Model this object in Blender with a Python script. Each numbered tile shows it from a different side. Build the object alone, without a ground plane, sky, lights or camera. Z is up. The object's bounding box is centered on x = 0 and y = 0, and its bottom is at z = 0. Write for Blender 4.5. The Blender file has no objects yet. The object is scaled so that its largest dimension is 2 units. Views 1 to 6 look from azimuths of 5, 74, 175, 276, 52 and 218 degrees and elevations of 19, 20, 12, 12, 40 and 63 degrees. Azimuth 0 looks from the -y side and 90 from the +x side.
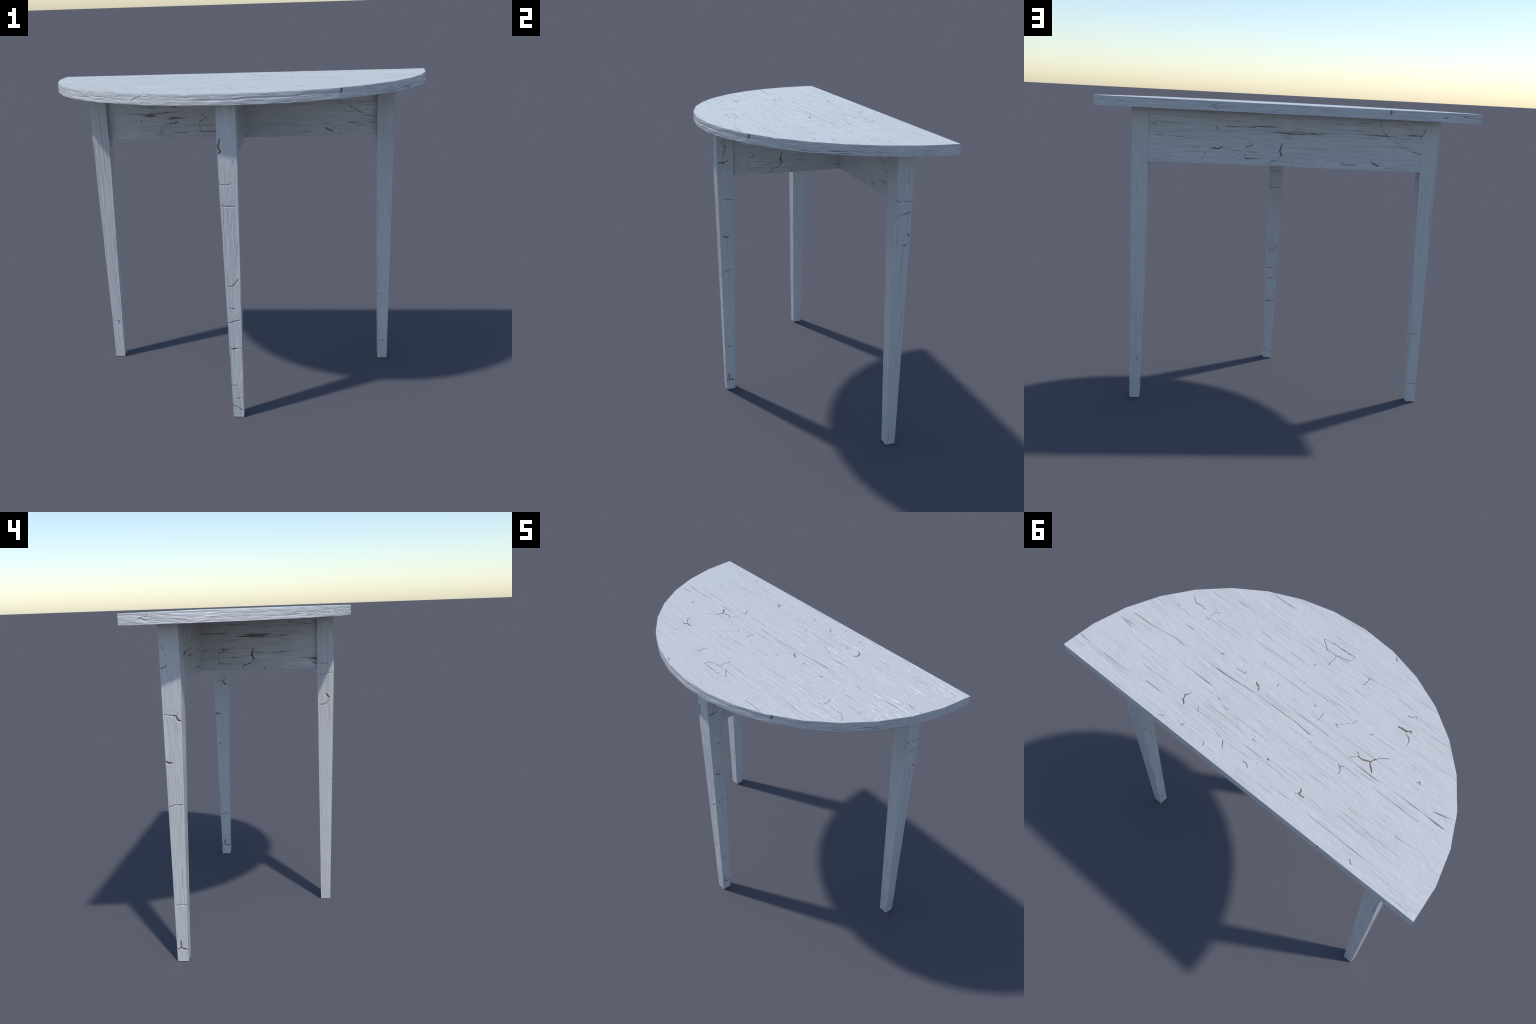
"""Half-round (demi-lune) wall table: white painted, cracked wood.
Half-disc top of 18 straight rim segments, three tapered square legs,
a back apron between the rear legs and a crosspiece from it to the front leg."""
import bpy, math
import numpy as np

# ------------------------------------------------------------------ sizes (m)
TOP_Z, TOP_UNDER = 1.667, 1.618          # table top, upper and lower face
RADIUS, BACK_Y, SEGMENTS = 1.0, 0.5, 18  # half disc, centre (0, BACK_Y)
LEG_TOP, KINK_Z = 1.6190, 1.335          # legs are straight above the kink
APRON_LOW, APRON_HIGH = 1.3375, 1.6195
STEP = 0.0026                            # mesh pitch for carved paint relief

# ------------------------------------------------------------------ noise
def hash2(ix, iy, seed):
    n = (ix.astype(np.int64) * 374761393 + iy.astype(np.int64) * 668265263
         + seed * 1274126177) & 0xFFFFFFFF
    n = ((n ^ (n >> 13)) * 1274126177) & 0xFFFFFFFF
    n = n ^ (n >> 16)
    return (n & 0xFFFFFF) / float(0xFFFFFF)

def noise(x, y, seed):
    ix, iy = np.floor(x), np.floor(y)
    fx, fy = x - ix, y - iy
    fx, fy = fx * fx * (3 - 2 * fx), fy * fy * (3 - 2 * fy)
    a, b = hash2(ix, iy, seed), hash2(ix + 1, iy, seed)
    c, d = hash2(ix, iy + 1, seed), hash2(ix + 1, iy + 1, seed)
    return (a + (b - a) * fx) * (1 - fy) + (c + (d - c) * fx) * fy

def smooth(a, b, x):
    t = np.clip((x - a) / (b - a), 0, 1)
    return t * t * (3 - 2 * t)

# ------------------------------------------------------------------ cracks
# (half width in mm, shows bare wood?, control points).  Table top: (x, y).
TOP_CRACKS = [
    (1.6, 0, [(.758, -.129), (.746, -.103), (.720, -.089), (.700, -.086), (.674, -.089), (.648, -.088)]),
    (1.6, 0, [(.604, -.104), (.605, -.078), (.596, -.050), (.618, -.051)]),
    (1.4, 0, [(.604, -.104), (.576, -.114)]),
    (1.8, 0, [(.420, .052), (.410, .052), (.402, .050)]),
    (1.5, 0, [(.265, .053), (.262, .065), (.312, .071)]),
    (3.0, 1, [(.189, .065), (.175, .076), (.157, .092)]),
    (1.8, 0, [(.186, .081), (.175, .074), (.168, .066)]),
    (2.4, 1, [(.372, .304), (.384, .328), (.380, .353), (.358, .368)]),
    (1.4, 0, [(.300, .334), (.283, .355)]),
    (1.8, 0, [(.403, .491), (.397, .473), (.373, .469)]),
    (1.8, 0, [(.297, .451), (.289, .451), (.287, .437)]),
    (2.0, 0, [(.160, .450), (.149, .470)]),
    (2.2, 0, [(.104, .388), (.088, .412), (.072, .423)]),
    (1.8, 0, [(.012, .287), (.010, .302), (-.011, .300)]),
    (2.0, 0, [(-.028, .410), (-.052, .409), (-.067, .421)]),
    (1.6, 0, [(-.080, .387), (-.085, .372)]),
    (2.0, 0, [(.109, -.329), (.103, -.316), (.077, -.300), (.062, -.284), (.011, -.288)]),
    (1.4, 0, [(.109, -.329), (.060, -.335), (-.030, -.338), (-.060, -.339)]),
    (2.2, 0, [(.011, -.288), (-.048, -.304), (-.060, -.313), (-.060, -.339)]),
    (2.2, 0, [(-.203, -.469), (-.222, -.453), (-.227, -.460)]),
    (2.4, 0, [(.055, -.183), (.045, -.185)]),
    (2.0, 0, [(.030, -.070), (.022, -.080)]),
    (1.8, 0, [(-.189, -.291), (-.188, -.277), (-.182, -.242)]),
    (2.4, 0, [(-.139, -.007), (-.146, .005), (-.141, .044)]),
    (1.6, 0, [(-.078, -.011), (-.102, -.014)]),
    (2.0, 0, [(-.434, -.246), (-.456, -.250), (-.466, -.265), (-.479, -.257)]),
    (4.6, 1, [(-.436, -.171), (-.450, -.176), (-.471, -.176), (-.497, -.188)]),
    (2.4, 0, [(-.471, -.171), (-.499, -.157), (-.515, -.142), (-.517, -.118)]),
    (2.0, 0, [(-.361, .095), (-.380, .075), (-.397, .065)]),
    (4.0, 1, [(-.392, .064), (-.415, .066), (-.449, .051), (-.454, .030)]),
    (2.2, 0, [(-.449, .040), (-.470, .008), (-.499, -.015)]),
    (2.4, 1, [(-.449, .051), (-.469, .078), (-.483, .086)]),
    (1.6, 0, [(-.397, .065), (-.374, .045)]),
    (2.6, 1, [(-.104, .333), (-.116, .330)]),
    (2.2, 0, [(-.349, .150), (-.362, .155), (-.375, .173), (-.379, .189)]),
    (1.6, 0, [(-.362, .155), (-.376, .144)]),
    (2.0, 0, [(-.362, -.056), (-.376, -.061)]),
    (1.3, 0, [(.007, -.227), (.007, -.260), (.011, -.288)]),
    (1.5, 0, [(-.213, -.002), (-.236, .009)]),
    (1.3, 0, [(-.222, .000), (-.269, -.050), (-.280, -.080)]),
    (1.6, 0, [(.113, .007), (.108, .022)]),
    (2.4, 1, [(-.302, .347), (-.310, .352), (-.312, .369), (-.321, .374), (-.341, .370)]),
    (1.6, 0, [(-.301, .384), (-.312, .369)]),
    (2.0, 0, [(-.661, -.014), (-.674, .002)]),
    (1.6, 0, [(-.655, -.002), (-.672, -.008)]),
    (1.8, 0, [(-.650, .460), (-.661, .467), (-.672, .473)]),
]
# long open grain checks of the table top
TOP_CHECKS = [
    (2.1, [(.888, .153), (.790, .152), (.678, .138), (.518, .133), (.398, .132), (.272, .124), (.135, .113), (.016, .112), (-.094, .111), (-.168, .120)]),
    (1.3, [(.662, .129), (.478, .130), (.321, .126)]),
    (1.7, [(.985, .407), (.861, .412), (.735, .411), (.663, .417)]),
    (1.3, [(.953, .211), (.831, .204)]),
    (1.5, [(.575, .391), (.401, .388), (.187, .376), (.108, .388), (-.056, .381)]),
    (1.5, [(.588, -.227), (.506, -.227)]),
    (1.4, [(.562, -.080), (.399, -.079), (.298, -.081)]),
    (1.5, [(.244, -.037), (.143, -.036), (.013, -.035), (-.091, -.036)]),
    (1.8, [(.026, -.069), (-.136, -.071), (-.269, -.055), (-.370, -.057), (-.490, -.065), (-.558, -.066)]),
    (1.6, [(.371, -.164), (.271, -.158), (.175, -.165), (.053, -.157)]),
    (1.6, [(-.286, -.381), (-.392, -.373), (-.468, -.376)]),
    (1.3, [(.014, -.288), (-.097, -.290), (-.184, -.292), (-.331, -.310)]),
    (1.5, [(-.338, -.289), (-.464, -.283), (-.582, -.273)]),
    (1.5, [(.036, .071), (-.133, .069), (-.278, .071)]),
    (1.9, [(-.182, .146), (-.321, .142), (-.475, .144), (-.678, .143), (-.769, .143)]),
    (1.9, [(-.357, .101), (-.510, .104), (-.585, .099), (-.760, .099), (-.866, .102)]),
    (1.6, [(.479, -.372), (.292, -.371)]),
    (1.6, [(-.199, .422), (-.301, .418), (-.461, .420), (-.646, .421), (-.763, .419)]),
    (1.4, [(-.734, .260), (-.840, .253), (-.902, .257)]),
    (1.4, [(-.788, .065), (-.869, .043)]),
]
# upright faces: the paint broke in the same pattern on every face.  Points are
# (s, z); s runs left to right as one looks at the face, 0 in the middle.
SIDE_CRACKS = [
    # apron and crosspiece
    (2.0, 0, [(-.380, 1.535), (-.382, 1.524), (-.375, 1.520)]),
    (1.4, 0, [(-.366, 1.516), (-.355, 1.505)]),
    (1.9, 0, [(-.552, 1.436), (-.545, 1.423)]),
    (2.9, 0, [(-.408, 1.414), (-.401, 1.421), (-.372, 1.418), (-.352, 1.425), (-.341, 1.437)]),
    (1.3, 0, [(-.443, 1.396), (-.440, 1.376), (-.453, 1.355)]),
    (1.4, 0, [(-.183, 1.444), (-.225, 1.429), (-.228, 1.400), (-.228, 1.388)]),
    (2.0, 0, [(-.228, 1.390), (-.221, 1.375), (-.200, 1.374)]),
    (1.5, 0, [(-.216, 1.469), (-.189, 1.449), (-.225, 1.430)]),
    (4.0, 1, [(-.029, 1.455), (-.041, 1.420), (-.031, 1.399), (-.030, 1.393)]),
    (1.8, 0, [(-.034, 1.397), (-.045, 1.376), (-.088, 1.362), (-.096, 1.340)]),
    (2.2, 0, [(.494, 1.601), (.502, 1.567), (.507, 1.556)]),
    (1.8, 0, [(.507, 1.556), (.523, 1.539), (.543, 1.513), (.572, 1.502)]),
    (1.8, 0, [(.572, 1.502), (.604, 1.488), (.624, 1.477)]),
    (1.6, 0, [(.624, 1.477), (.671, 1.452), (.709, 1.442)]),
    (2.8, 0, [(.705, 1.443), (.735, 1.436)]),
    (3.0, 0, [(.748, 1.576), (.741, 1.558)]),
    (1.6, 0, [(.741, 1.558), (.724, 1.532), (.719, 1.516)]),
    (3.0, 1, [(.460, 1.383), (.480, 1.372), (.490, 1.364), (.504, 1.362)]),
    (1.8, 0, [(.490, 1.366), (.499, 1.375), (.509, 1.385)]),
    (1.5, 0, [(.533, 1.356), (.576, 1.344)]),
    (1.5, 0, [(.298, 1.362), (.308, 1.360), (.373, 1.363)]),
    (1.3, 0, [(.184, 1.343), (.190, 1.355)]),
    (1.6, 0, [(-.278, 1.555), (-.265, 1.569)]),
    # legs
    (2.0, 0, [(-.372, 1.211), (-.315, 1.206)]),
    (3.2, 1, [(-.325, 1.206), (-.311, 1.202), (-.305, 1.183), (-.294, 1.182)]),
    (1.6, 0, [(-.311, 1.204), (-.298, 1.222)]),
    (2.4, 1, [(-.374, .998), (-.360, .984), (-.346, .990)]),
    (1.9, 0, [(-.374, .774), (-.351, .784), (-.300, .789)]),
    (2.0, 0, [(-.374, .289), (-.310, .294)]),
    (2.6, 1, [(-.369, .060), (-.352, .072), (-.320, .056)]),
    (3.0, 1, [(-.352, .072), (-.353, .102)]),
    (1.8, 0, [(.405, 1.316), (.366, 1.307), (.330, 1.299), (.292, 1.287)]),
    (2.0, 0, [(.289, 1.371), (.306, 1.359)]),
    (3.2, 1, [(.362, 1.196), (.379, 1.172)]),
    (1.8, 0, [(.319, 1.142), (.344, 1.137), (.357, 1.138), (.374, 1.164)]),
    (1.5, 0, [(.376, .713), (.392, .712)]),
    (2.0, 0, [(-.043, 1.248), (-.014, 1.241), (.012, 1.246)]),
    (2.0, 0, [(-.036, 1.143), (-.019, 1.136), (.018, 1.136), (.030, 1.143)]),
    (1.8, 0, [(-.030, .730), (.002, .738), (.024, .767)]),
    (1.7, 0, [(-.036, .618), (.004, .615)]),
    (1.9, 0, [(-.033, .537), (.002, .546), (.032, .556)]),
    (1.8, 0, [(-.032, .392), (.032, .397)]),
    (2.4, 0, [(.024, 1.356), (.032, 1.336)]),
    (1.4, 0, [(-.030, .186), (-.003, .186)]),
    (1.5, 0, [(-.004, .109), (.024, .114)]),
    (1.5, 0, [(-.028, .070), (.030, .035)]),
    (2.4, 0, [(-.795, .240), (-.781, .238), (-.786, .213)]),
    (1.8, 0, [(.758, .410), (.788, .418)]),
    (1.4, 0, [(.765, .113), (.822, .109)]),
    # table edge
    (2.4, 0, [(-.420, 1.633), (-.409, 1.641), (-.384, 1.650), (-.372, 1.660)]),
    (2.2, 0, [(-.408, 1.640), (-.383, 1.632)]),
    (1.8, 0, [(-.955, 1.654), (-.961, 1.648)]),
    (3.4, 1, [(.520, 1.665), (.522, 1.657), (.514, 1.646)]),
    (2.2, 0, [(.819, 1.652), (.821, 1.642), (.797, 1.638)]),
]
# horizontal grain checks of apron and crosspiece
BOARD_CHECKS = [
    (1.7, [(-.740, 1.349), (-.612, 1.349)]), (1.5, [(-.731, 1.534), (-.690, 1.537)]),
    (1.9, [(-.520, 1.610), (-.454, 1.602), (-.275, 1.602)]), (1.5, [(-.330, 1.536), (-.178, 1.540)]),
    (1.3, [(-.315, 1.412), (-.043, 1.404)]), (1.4, [(-.545, 1.423), (-.435, 1.419)]),
    (1.4, [(-.221, 1.374), (-.047, 1.373)]), (1.8, [(.339, 1.508), (.560, 1.511), (.721, 1.518)]),
    (1.8, [(.473, 1.466), (.618, 1.467)]), (1.5, [(.068, 1.429), (.215, 1.432)]),
    (1.5, [(.576, 1.409), (.727, 1.406)]), (1.7, [(.159, 1.589), (.260, 1.578), (.408, 1.578)]),
    (1.3, [(-.700, 1.480), (-.520, 1.470), (-.400, 1.478)]), (1.3, [(-.120, 1.520), (.060, 1.512), (.190, 1.520)]),
]

def hairlines(count, along, across, seed):
    """Fine short checks scattered over a board, running with the grain."""
    rng = np.random.default_rng(seed); out = []
    for _ in range(count):
        n = rng.integers(3, 6); length = rng.uniform(.06, .38)
        u = rng.uniform(*along) + np.linspace(0, length, n)
        v = rng.uniform(*across) + np.cumsum(rng.normal(0, .0022, n))
        out.append((rng.uniform(.7, 1.5), list(zip(u, v))))
    return out

TOP_HAIRLINES = hairlines(150, (-1.0, .85), (-.49, .49), 3)
BOARD_HAIRLINES = hairlines(45, (-.74, .5), (1.345, 1.61), 4)

def carve(a, b, cracks, checks, hairs=()):
    """Relief of the broken paint at points (a, b): metres, negative = carved in."""
    depth = np.zeros(len(a)); lip = np.zeros(len(a))
    straight = a, b
    a = a + (noise(a * 70, b * 70, 5) - .5) * .006 + (noise(a * 190, b * 190, 6) - .5) * .0022
    b = b + (noise(a * 70, b * 70, 7) - .5) * .006 + (noise(a * 190, b * 190, 8) - .5) * .0022
    jobs = [(w, bare, p, 1.0) for w, bare, p in cracks] + [(w, 0, p, .55) for w, p in checks] + [(w, 0, p, .3) for w, p in hairs]
    for w, bare, pts, strength in jobs:
        w = .001 * w + .0002
        P = np.array(pts); m = w * 2 + .012
        sel = np.where((a > P[:, 0].min() - m) & (a < P[:, 0].max() + m)
                       & (b > P[:, 1].min() - m) & (b < P[:, 1].max() + m))[0]
        if not len(sel):
            continue
        x, y = (a[sel], b[sel]) if strength == 1 else (straight[0][sel], straight[1][sel])
        seglen = np.hypot(*(P[1:] - P[:-1]).T); total = seglen.sum(); run = 0.0
        best = np.full(len(sel), 9.0); tpos = np.zeros(len(sel)); side = np.zeros(len(sel))
        for p, q, L in zip(P[:-1], P[1:], seglen):
            t = np.clip(((x - p[0]) * (q[0] - p[0]) + (y - p[1]) * (q[1] - p[1])) / (L * L), 0, 1)
            dx, dy = x - p[0] - t * (q[0] - p[0]), y - p[1] - t * (q[1] - p[1])
            d = np.hypot(dx, dy); near = d < best
            best[near] = d[near]; tpos[near] = ((run + t * L) / total)[near]
            side[near] = ((q[0] - p[0]) * dy - (q[1] - p[1]) * dx)[near]
            run += L
        d = best
        wt = w * (.45 + .55 * np.sin(np.pi * np.clip(tpos, .04, .96)))
        prof = 1 - smooth(.2 * wt, wt + .0015, d)
        # fine checks stay shallow, cracks go through the paint, wide ones to the wood
        deep = .0042 * strength if strength < 1 else (.0052 if bare else .0026)
        if strength < 1:       # checks open and close along their length
            deep = deep * (.4 + .8 * noise(x * 11 + y * 3, x * 2 + y * 40, 9))
        depth[sel] = np.minimum(depth[sel], -deep * prof)
        if strength == 1:      # paint curls up along one side of a crack
            curl = np.exp(-((d - wt - .0022) / .0022) ** 2) * np.where(side > 0, 1.0, .35)
            lip[sel] = np.maximum(lip[sel], .0003 * curl * smooth(.0, .25, tpos) * smooth(1, .75, tpos))
    return depth + lip * (depth > -.0006)

def grain(along, across, seed):
    """Brushed-out wood grain, long ridges following the board (m)."""
    warp = (noise(along * 2.2, across * 9, seed) - .5) * 5 + (noise(along * 9, across * 22, seed + 1) - .5) * 1.6
    n = noise(along * 2.4, across * 62 + warp, seed + 2)
    k = noise(along * 6.0, across * 120 + warp * 1.8, seed + 3)
    lump = noise(along * 16, across * 45 + warp, seed + 4) - .5
    return -.0008 * smooth(.36, .10, n) - .0006 * smooth(.42, .08, k) + .0008 * lump

# ------------------------------------------------------------------ patches
class Builder:
    def __init__(self):
        self.v, self.f, self.n = [], [], 0

    def patch(self, P):
        """Quads over a (rows, cols, 3) grid of points."""
        R, C = P.shape[:2]
        idx = np.arange(R * C).reshape(R, C) + self.n
        q = np.stack([idx[:-1, :-1], idx[:-1, 1:], idx[1:, 1:], idx[1:, :-1]], -1).reshape(-1, 4)
        self.v.append(P.reshape(-1, 3)); self.f.append(q); self.n += R * C

    def finish(self, name, material):
        V, F = np.vstack(self.v), np.vstack(self.f)
        key = np.round(V * 20000).astype(np.int64)
        key = (key[:, 0] * 200003 + key[:, 1]) * 200003 + key[:, 2]
        _, first, inv = np.unique(key, return_index=True, return_inverse=True)
        V, F = V[first], inv.reshape(-1)[F]
        same = (F == np.roll(F, -1, 1))
        quad = ~same.any(1)
        tri = same.sum(1) == 1
        T = np.array([[a for i, a in enumerate(r) if a != r[(i + 1) % 4]] for r in F[tri]], np.int64).reshape(-1, 3)
        loops = np.concatenate([F[quad].ravel(), T.ravel()])
        counts = np.concatenate([np.full(quad.sum(), 4), np.full(len(T), 3)])
        me = bpy.data.meshes.new(name)
        me.vertices.add(len(V)); me.vertices.foreach_set("co", V.astype(np.float32).ravel())
        me.loops.add(len(loops)); me.loops.foreach_set("vertex_index", loops.astype(np.int32))
        me.polygons.add(len(counts))
        me.polygons.foreach_set("loop_start", np.concatenate([[0], np.cumsum(counts)[:-1]]).astype(np.int32))
        me.materials.append(material)
        me.polygons.foreach_set("use_smooth", np.ones(len(counts), bool))
        me.update(calc_edges=True); me.validate()
        me.set_sharp_from_angle(angle=math.radians(62))
        ob = bpy.data.objects.new(name, me)
        bpy.context.scene.collection.objects.link(ob)
        return ob

def fade(R, C, r0=1, c0=1, n=3):
    """Relief dies out over the last few rows so neighbouring faces meet."""
    r = np.minimum(np.arange(R), np.arange(R)[::-1]) / n if r0 else np.ones(R)
    c = np.minimum(np.arange(C), np.arange(C)[::-1]) / n if c0 else np.ones(C)
    return np.clip(np.minimum(r[:, None], c[None, :]), 0, 1)

def spaced(a, b, step=STEP):
    return np.linspace(a, b, max(2, int(round(abs(b - a) / step)) + 1))

# ------------------------------------------------------------------ materials
PAINT = (0.582, 0.586, 0.602)
def nodes_of(name):
    m = bpy.data.materials.new(name); m.use_nodes = True
    return m, m.node_tree.nodes, m.node_tree.links, m.node_tree.nodes["Principled BSDF"]

def painted_wood(name, scale, fine, walls, rough=1.0, grain_depth=.0008, cream=.25, gloss=.17):
    """White paint over open grain.  scale, fine: object-space stretch of the grain;
    walls: expressions in x, y, z giving how far a point lies inside each outer face,
    so that painted-in shadow and bare wood sit only down in the cracks; rough: fine relief."""
    m, N, L, bsdf = nodes_of(name)
    tex = N.new("ShaderNodeTexCoord")
    def math_(op, a, b=None, clamp=False):
        n = N.new("ShaderNodeMath"); n.operation = op; n.use_clamp = clamp
        for i, s in enumerate((a, b)):
            if s is None: continue
            if isinstance(s, (int, float)): n.inputs[i].default_value = s
            else: L.new(s, n.inputs[i])
        return n.outputs[0]
    def noise_(sc, scale=1.0, detail=2.0, dist=0.0, off=(0, 0, 0)):
        mp = N.new("ShaderNodeMapping"); mp.inputs["Scale"].default_value = sc; mp.inputs["Location"].default_value = off
        L.new(tex.outputs["Object"], mp.inputs["Vector"])
        n = N.new("ShaderNodeTexNoise"); n.inputs["Scale"].default_value = scale
        n.inputs["Detail"].default_value = detail; n.inputs["Distortion"].default_value = dist
        L.new(mp.outputs[0], n.inputs["Vector"]); return n.outputs["Fac"]
    figure = noise_(scale, 1.0, 2.0, .3)
    line = math_("ABSOLUTE", math_("SUBTRACT", math_("FRACT", math_("MULTIPLY", figure, 8.0)), .5))
    groove = math_("SUBTRACT", 1.0, math_("MULTIPLY", line, 4.0), True)
    patchy = math_("MULTIPLY", math_("SUBTRACT", noise_((3, 3, 3), 1.6, 2.0, 0, (4, 1, 2)), .34), 4.0, True)
    groove = math_("MULTIPLY", groove, patchy)
    streak = noise_(fine, 1.0, 3.0, 0, (1, 7, 3))
    check = math_("MULTIPLY", math_("SUBTRACT", .37, noise_(tuple(s * 2.6 for s in scale), 1.0, 1.0, .2, (9, 2, 5))), 12.0, True)
    lumps = noise_((1, 1, 1), 110.0, 3.0)
    h = math_("ADD", math_("MULTIPLY", groove, -.0009), math_("MULTIPLY", streak, .0010 * rough))
    h = math_("ADD", h, math_("MULTIPLY", check, -.0009))
    h = math_("ADD", h, math_("MULTIPLY", lumps, .0013 * rough))
    wavy = noise_(tuple(max(c, 22) if c < 20 else c * 1.7 for c in scale), 1.0, 1.0, 0, (3, 3, 1))
    h = math_("ADD", h, math_("MULTIPLY", wavy, .0024 * rough))
    bump = N.new("ShaderNodeBump"); bump.inputs["Strength"].default_value = 1.0
    bump.inputs["Distance"].default_value = 1.0
    L.new(h, bump.inputs["Height"]); L.new(bump.outputs[0], bsdf.inputs["Normal"])
    # colour: paint, faint cloudiness, grey-beige where it has worn out of the grain
    cloud = N.new("ShaderNodeMix"); cloud.data_type = "RGBA"
    cloud.inputs[6].default_value = (*[c * .96 for c in PAINT], 1); cloud.inputs[7].default_value = (*[c * 1.03 for c in PAINT], 1)
    L.new(noise_(scale, .5, 3.0, 0, (2, 2, 8)), cloud.inputs[0])
    worn = N.new("ShaderNodeMix"); worn.data_type = "RGBA"
    worn.inputs[7].default_value = (.34, .325, .29, 1)
    L.new(math_("ADD", math_("MULTIPLY", check, .28), math_("MULTIPLY", groove, .10), True), worn.inputs[0])
    # thin cream streaks along the grain
    cream_streak = N.new("ShaderNodeMix"); cream_streak.data_type = "RGBA"
    cream_streak.inputs[7].default_value = (.60, .51, .31, 1)
    thin = noise_(tuple(c * .8 for c in fine), 1.0, 2.0, .2, (6, 4, 2))
    L.new(math_("MULTIPLY", math_("MULTIPLY", math_("SUBTRACT", thin, .53), 9.0, True), .55 * cream), cream_streak.inputs[0])
    L.new(cloud.outputs[2], cream_streak.inputs[6])
    # the paint is broken: cracks darkened for their shadow, brown wood where deepest
    xyz = N.new("ShaderNodeSeparateXYZ"); L.new(tex.outputs["Object"], xyz.inputs[0])
    x, y, z = xyz.outputs
    inside = None
    for wall in walls:
        d = wall(math_, x, y, z)
        inside = d if inside is None else math_("MINIMUM", inside, d)
    painted_crack_shade = N.new("ShaderNodeMix"); painted_crack_shade.data_type = "RGBA"
    painted_crack_shade.inputs[7].default_value = (.17, .165, .155, 1)
    L.new(math_("MULTIPLY", math_("SUBTRACT", inside, grain_depth), 1300.0, True), painted_crack_shade.inputs[0])
    wood = N.new("ShaderNodeMix"); wood.data_type = "RGBA"
    tone = N.new("ShaderNodeValToRGB"); L.new(noise_((1, 1, 1), 140.0, 3.0), tone.inputs[0])
    tone.color_ramp.elements[0].position, tone.color_ramp.elements[1].position = .35, .65
    tone.color_ramp.elements[0].color, tone.color_ramp.elements[1].color = (.15, .10, .06, 1), (.48, .28, .13, 1)
    L.new(tone.outputs[0], wood.inputs[7])
    L.new(math_("MULTIPLY", math_("SUBTRACT", inside, .0034), 1100.0, True), wood.inputs[0])
    L.new(cream_streak.outputs[2], worn.inputs[6]); L.new(worn.outputs[2], painted_crack_shade.inputs[6])
    L.new(painted_crack_shade.outputs[2], wood.inputs[6]); L.new(wood.outputs[2], bsdf.inputs["Base Color"])
    matt = math_("MULTIPLY", math_("SUBTRACT", inside, .0004), 1500.0, True)
    L.new(math_("ADD", math_("MULTIPLY", matt, .6), gloss), bsdf.inputs["Roughness"])
    bsdf.inputs["Specular IOR Level"].default_value = .6
    return m

# distances inside the outer faces of a part, as node expressions
def below(level):                 # upper face
    return lambda m, x, y, z: m("SUBTRACT", level, z)
def above(level):
    return lambda m, x, y, z: m("SUBTRACT", z, level)
def face(axis, level, sign):      # upright face at x or y = level, outward sign
    return lambda m, x, y, z: m("MULTIPLY", m("SUBTRACT", level, (x, y)[axis]), sign)
def tapered_face(axis, top, foot, sign):
    def f(m, x, y, z):
        k = m("MINIMUM", m("MULTIPLY", z, 1 / KINK_Z), 1.0)
        level = m("ADD", m("MULTIPLY", k, top - foot), foot)
        return m("MULTIPLY", m("SUBTRACT", level, (x, y)[axis]), sign)
    return f
def rim_face(m, x, y, z):         # regular polygon of SEGMENTS sides per half turn
    step = math.pi / SEGMENTS
    yy = m("SUBTRACT", BACK_Y, y)
    ang = m("ARCTAN2", yy, x)
    off = m("SUBTRACT", m("MODULO", m("ADD", ang, step * 40), step), step / 2)
    r = m("SQRT", m("ADD", m("MULTIPLY", x, x), m("MULTIPLY", yy, yy)))
    return m("SUBTRACT", RADIUS * math.cos(step / 2), m("MULTIPLY", r, m("COSINE", off)))

paint_top = painted_wood("paint_grain_along_top", (1.6, 34, 34), (14, 330, 330), [below(TOP_Z), above(TOP_UNDER)], 1.0, .0008, .5, .19)
paint_edge = painted_wood("paint_grain_round_edge", (3.0, 3.0, 60), (18, 18, 330), [rim_face, face(1, BACK_Y, 1)], .55, .0018, .25, .36)

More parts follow.
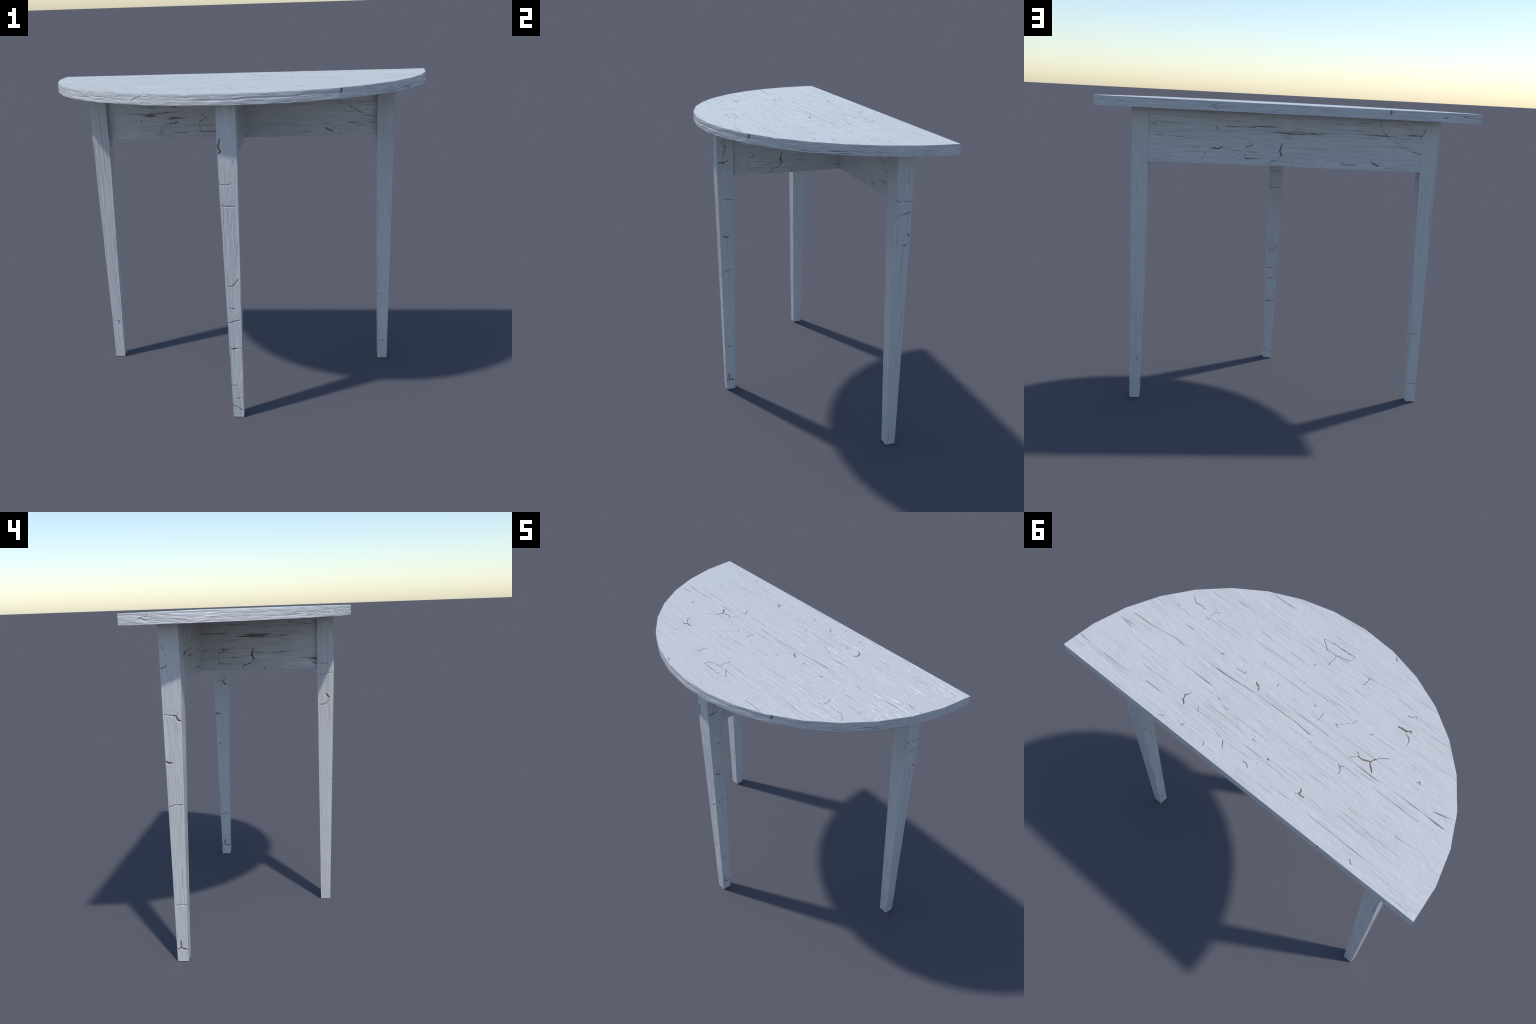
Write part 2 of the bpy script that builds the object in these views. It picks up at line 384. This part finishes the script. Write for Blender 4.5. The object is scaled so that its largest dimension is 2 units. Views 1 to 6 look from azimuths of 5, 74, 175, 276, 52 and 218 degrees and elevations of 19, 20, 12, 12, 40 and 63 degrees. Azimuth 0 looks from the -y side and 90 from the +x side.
# ------------------------------------------------------------------ table top
def build_top():
    B = Builder()
    per = 78
    ang = np.pi * np.arange(SEGMENTS + 1) / SEGMENTS
    corner = np.stack([np.cos(ang), BACK_Y - RADIUS * np.sin(ang)], 1)
    t = np.arange(per) / per
    arc = np.vstack([corner[i] + t[:, None] * (corner[i + 1] - corner[i]) for i in range(SEGMENTS)] + [corner[-1:]])
    seg = np.minimum(np.arange(len(arc)) // per, SEGMENTS - 1)
    cols, rows = len(arc), 500
    k = np.linspace(0, 1, rows)[:, None]
    X = np.repeat(arc[None, :, 0], rows, 0); Y = BACK_Y + k * (arc[None, :, 1] - BACK_Y)
    h = carve(X.ravel(), Y.ravel(), TOP_CRACKS, TOP_CHECKS, TOP_HAIRLINES)
    h = (h + .85 * grain(X.ravel(), Y.ravel(), 11) + .0005).reshape(rows, cols)
    dist = np.minimum(BACK_Y - Y, Y - arc[None, :, 1])
    h *= np.clip(dist / .004, 0, 1)
    h[:, 0] = h[:, -1] = 0
    B.patch(np.stack([X, Y, TOP_Z + h], -1)[::-1])
    # underside, plain boards
    ku = np.linspace(0, 1, 60)[:, None]
    Xu = np.repeat(arc[None, :, 0], 60, 0); Yu = BACK_Y + ku * (arc[None, :, 1] - BACK_Y)
    B.patch(np.stack([Xu, Yu, np.full_like(Xu, TOP_UNDER)], -1))
    top = B.finish("tabletop", paint_top)
    # rim and straight back edge, a part of their own
    B = Builder()
    zs = np.linspace(TOP_UNDER, TOP_Z, 25)
    mid = np.pi * (seg + .5) / SEGMENTS
    nx, ny = np.cos(mid), -np.sin(mid)
    s = np.where(np.abs(nx) > np.abs(ny), np.where(nx > 0, arc[:, 1], -arc[:, 1]), arc[:, 0])
    run = np.concatenate([[0], np.cumsum(np.hypot(*(arc[1:] - arc[:-1]).T))])
    S, Z = np.meshgrid(s, zs); RUN, _ = np.meshgrid(run, zs)
    h = carve(S.ravel(), Z.ravel(), SIDE_CRACKS, [])
    h = (h + 2.4 * grain(RUN.ravel() * 1.3, Z.ravel() * 1.9, 23) + .0006).reshape(S.shape) * fade(*S.shape, n=2)
    P = np.stack([arc[None, :, 0] + nx * h, arc[None, :, 1] + ny * h, Z], -1)
    B.patch(P[::-1])
    Xb, Zb = np.meshgrid(arc[:, 0], zs)
    h = carve(-Xb.ravel(), Zb.ravel(), SIDE_CRACKS, [])
    h = (h + 1.9 * grain(Xb.ravel() * 1.3, Zb.ravel() * 1.9, 29)).reshape(Xb.shape) * fade(*Xb.shape, n=2)
    B.patch(np.stack([Xb, BACK_Y + h, Zb], -1))
    edge = B.finish("tabletop_edge", paint_edge)
    round_off(edge)
    edge.parent = top
    return top

def round_off(edge):
    """Shade the 18 straight rim segments as one round: turn each normal from its
    segment's direction to the true radial one."""
    me = edge.data
    nl = len(me.loops)
    vi = np.zeros(nl, np.int32); me.loops.foreach_get("vertex_index", vi)
    co = np.zeros(len(me.vertices) * 3, np.float32); me.vertices.foreach_get("co", co); co = co.reshape(-1, 3)
    cn = np.zeros(nl * 3, np.float32); me.corner_normals.foreach_get("vector", cn); cn = cn.reshape(-1, 3).copy()
    tot = np.zeros(len(me.polygons), np.int32); me.polygons.foreach_get("loop_total", tot)
    ctr = np.zeros(len(me.polygons) * 3, np.float32); me.polygons.foreach_get("center", ctr); ctr = np.repeat(ctr.reshape(-1, 3), tot, 0)
    p = co[vi]
    true = np.arctan2(p[:, 1] - BACK_Y, p[:, 0])
    step = math.pi / SEGMENTS
    flat = (np.floor(np.arctan2(ctr[:, 1] - BACK_Y, ctr[:, 0]) / step) + .5) * step
    turn = np.where(ctr[:, 1] < BACK_Y - .003, np.clip(true - flat, -step, step), 0)
    c, s = np.cos(turn), np.sin(turn)
    out = np.stack([c * cn[:, 0] - s * cn[:, 1], s * cn[:, 0] + c * cn[:, 1], cn[:, 2]], 1)
    me.normals_split_custom_set(out.tolist())

# ------------------------------------------------------------------ legs
def build_leg(top, foot, seed):
    """top / foot: (x0, x1, y0, y1) of the square section above the kink and at the floor."""
    B = Builder()
    zs = np.concatenate([spaced(0, KINK_Z, .0032), spaced(KINK_Z, LEG_TOP, .0032)[1:]])
    k = np.clip(zs / KINK_Z, 0, 1)
    x0, x1, y0, y1 = [f + (t - f) * k for t, f in zip(top, foot)]
    w = int((top[1] - top[0]) / .0027) + 1
    t = np.linspace(0, 1, w)[None, :]
    # each face: left and right edge as one looks at it, outward normal, s axis
    faces = [(x0, y0, x1, y0, (0, -1), lambda x, y: x), (x1, y0, x1, y1, (1, 0), lambda x, y: y),
             (x1, y1, x0, y1, (0, 1), lambda x, y: -x), (x0, y1, x0, y0, (-1, 0), lambda x, y: -y)]
    for i, (ax, ay, bx, by, n, sfun) in enumerate(faces):
        X = ax[:, None] + t * (bx - ax)[:, None]; Y = ay[:, None] + t * (by - ay)[:, None]
        Z = np.repeat(zs[:, None], w, 1); s = sfun(X, Y)
        h = carve(s.ravel(), Z.ravel(), SIDE_CRACKS, [])
        h = (h + grain(Z.ravel() * .8, s.ravel() * .9, seed + 7 * i)).reshape(X.shape) * fade(*X.shape, n=2)
        B.patch(np.stack([X + n[0] * h, Y + n[1] * h, Z], -1))
    for zi, flip in ((0, True), (-1, False)):      # foot and top end
        gx = x0[zi] + t[0] * (x1[zi] - x0[zi]); gy = y0[zi] + t[0] * (y1[zi] - y0[zi])
        X, Y = np.meshgrid(gx, gy); P = np.stack([X, Y, np.full_like(X, zs[zi])], -1)
        B.patch(P[::-1] if flip else P)
    paint = painted_wood("paint_grain_upright", (40, 40, 1.3), (300, 300, 12),
                         [tapered_face(i // 2, top[i], foot[i], 1 if i % 2 else -1) for i in range(4)], .45, .0013)
    return B.finish("leg", paint)

# ------------------------------------------------------------------ boards
def build_board(name, x0, x1, y0, y1, seed):
    B = Builder()
    xs, ys, zs = spaced(x0, x1), spaced(y0, y1, .005), spaced(APRON_LOW, APRON_HIGH)
    lengthwise_x = x1 - x0 > y1 - y0
    if not lengthwise_x:
        xs, ys = spaced(x0, x1, .005), spaced(y0, y1)
    faces = [(xs, np.full_like(xs, y0), (0, -1), lambda x, y: x), (np.full_like(ys, x1), ys, (1, 0), lambda x, y: y),
             (xs[::-1], np.full_like(xs, y1), (0, 1), lambda x, y: -x), (np.full_like(ys, x0), ys[::-1], (-1, 0), lambda x, y: -y)]
    for i, (px, py, n, sfun) in enumerate(faces):
        Z = np.repeat(zs[:, None], len(px), 1)
        X = np.repeat(px[None], len(zs), 0); Y = np.repeat(py[None], len(zs), 0); s = sfun(X, Y)
        h = np.zeros(X.shape)
        if len(px) > 40:
            d = carve(s.ravel(), Z.ravel(), SIDE_CRACKS, BOARD_CHECKS, BOARD_HAIRLINES)
            h = (d + 1.5 * grain(s.ravel(), Z.ravel() * .85, seed + i) + .0005).reshape(X.shape) * fade(*X.shape, n=2)
        B.patch(np.stack([X + n[0] * h, Y + n[1] * h, Z], -1))
    X, Y = np.meshgrid(xs, ys)
    B.patch(np.stack([X, Y, np.full_like(X, APRON_LOW)], -1)[::-1])
    B.patch(np.stack([X, Y, np.full_like(X, APRON_HIGH)], -1))
    mat = painted_wood("paint_grain_along_" + name, (1.6, 34, 34) if lengthwise_x else (34, 1.6, 34),
                       (14, 330, 330) if lengthwise_x else (330, 14, 330),
                       [face(1, y0, -1), face(1, y1, 1)] if lengthwise_x else [face(0, x0, -1), face(0, x1, 1)], .5, .0011)
    return B.finish(name, mat)

# ------------------------------------------------------------------ assemble
table = bpy.data.objects.new("half_round_table", None)
bpy.context.scene.collection.objects.link(table)
table["label"] = "white painted half-round wooden table with three tapered legs"
table["category"] = "table"

parts = [
    build_top(),
    # outer faces upright, inner faces taper
    build_leg((.735, .825, .283, .373), (.772, .825, .320, .373), 101),
    build_leg((-.8225, -.7325, .283, .373), (-.8225, -.7695, .320, .373), 151),
    build_leg((-.045, .045, -.406, -.317), (-.0265, .0265, -.370, -.317), 201),
    build_board("apron", -.7355, .7355, .3185, .3715, 301),
    build_board("crosspiece", -.0265, .0265, -.3180, .3190, 351),
]
for p in parts:
    p.parent = table
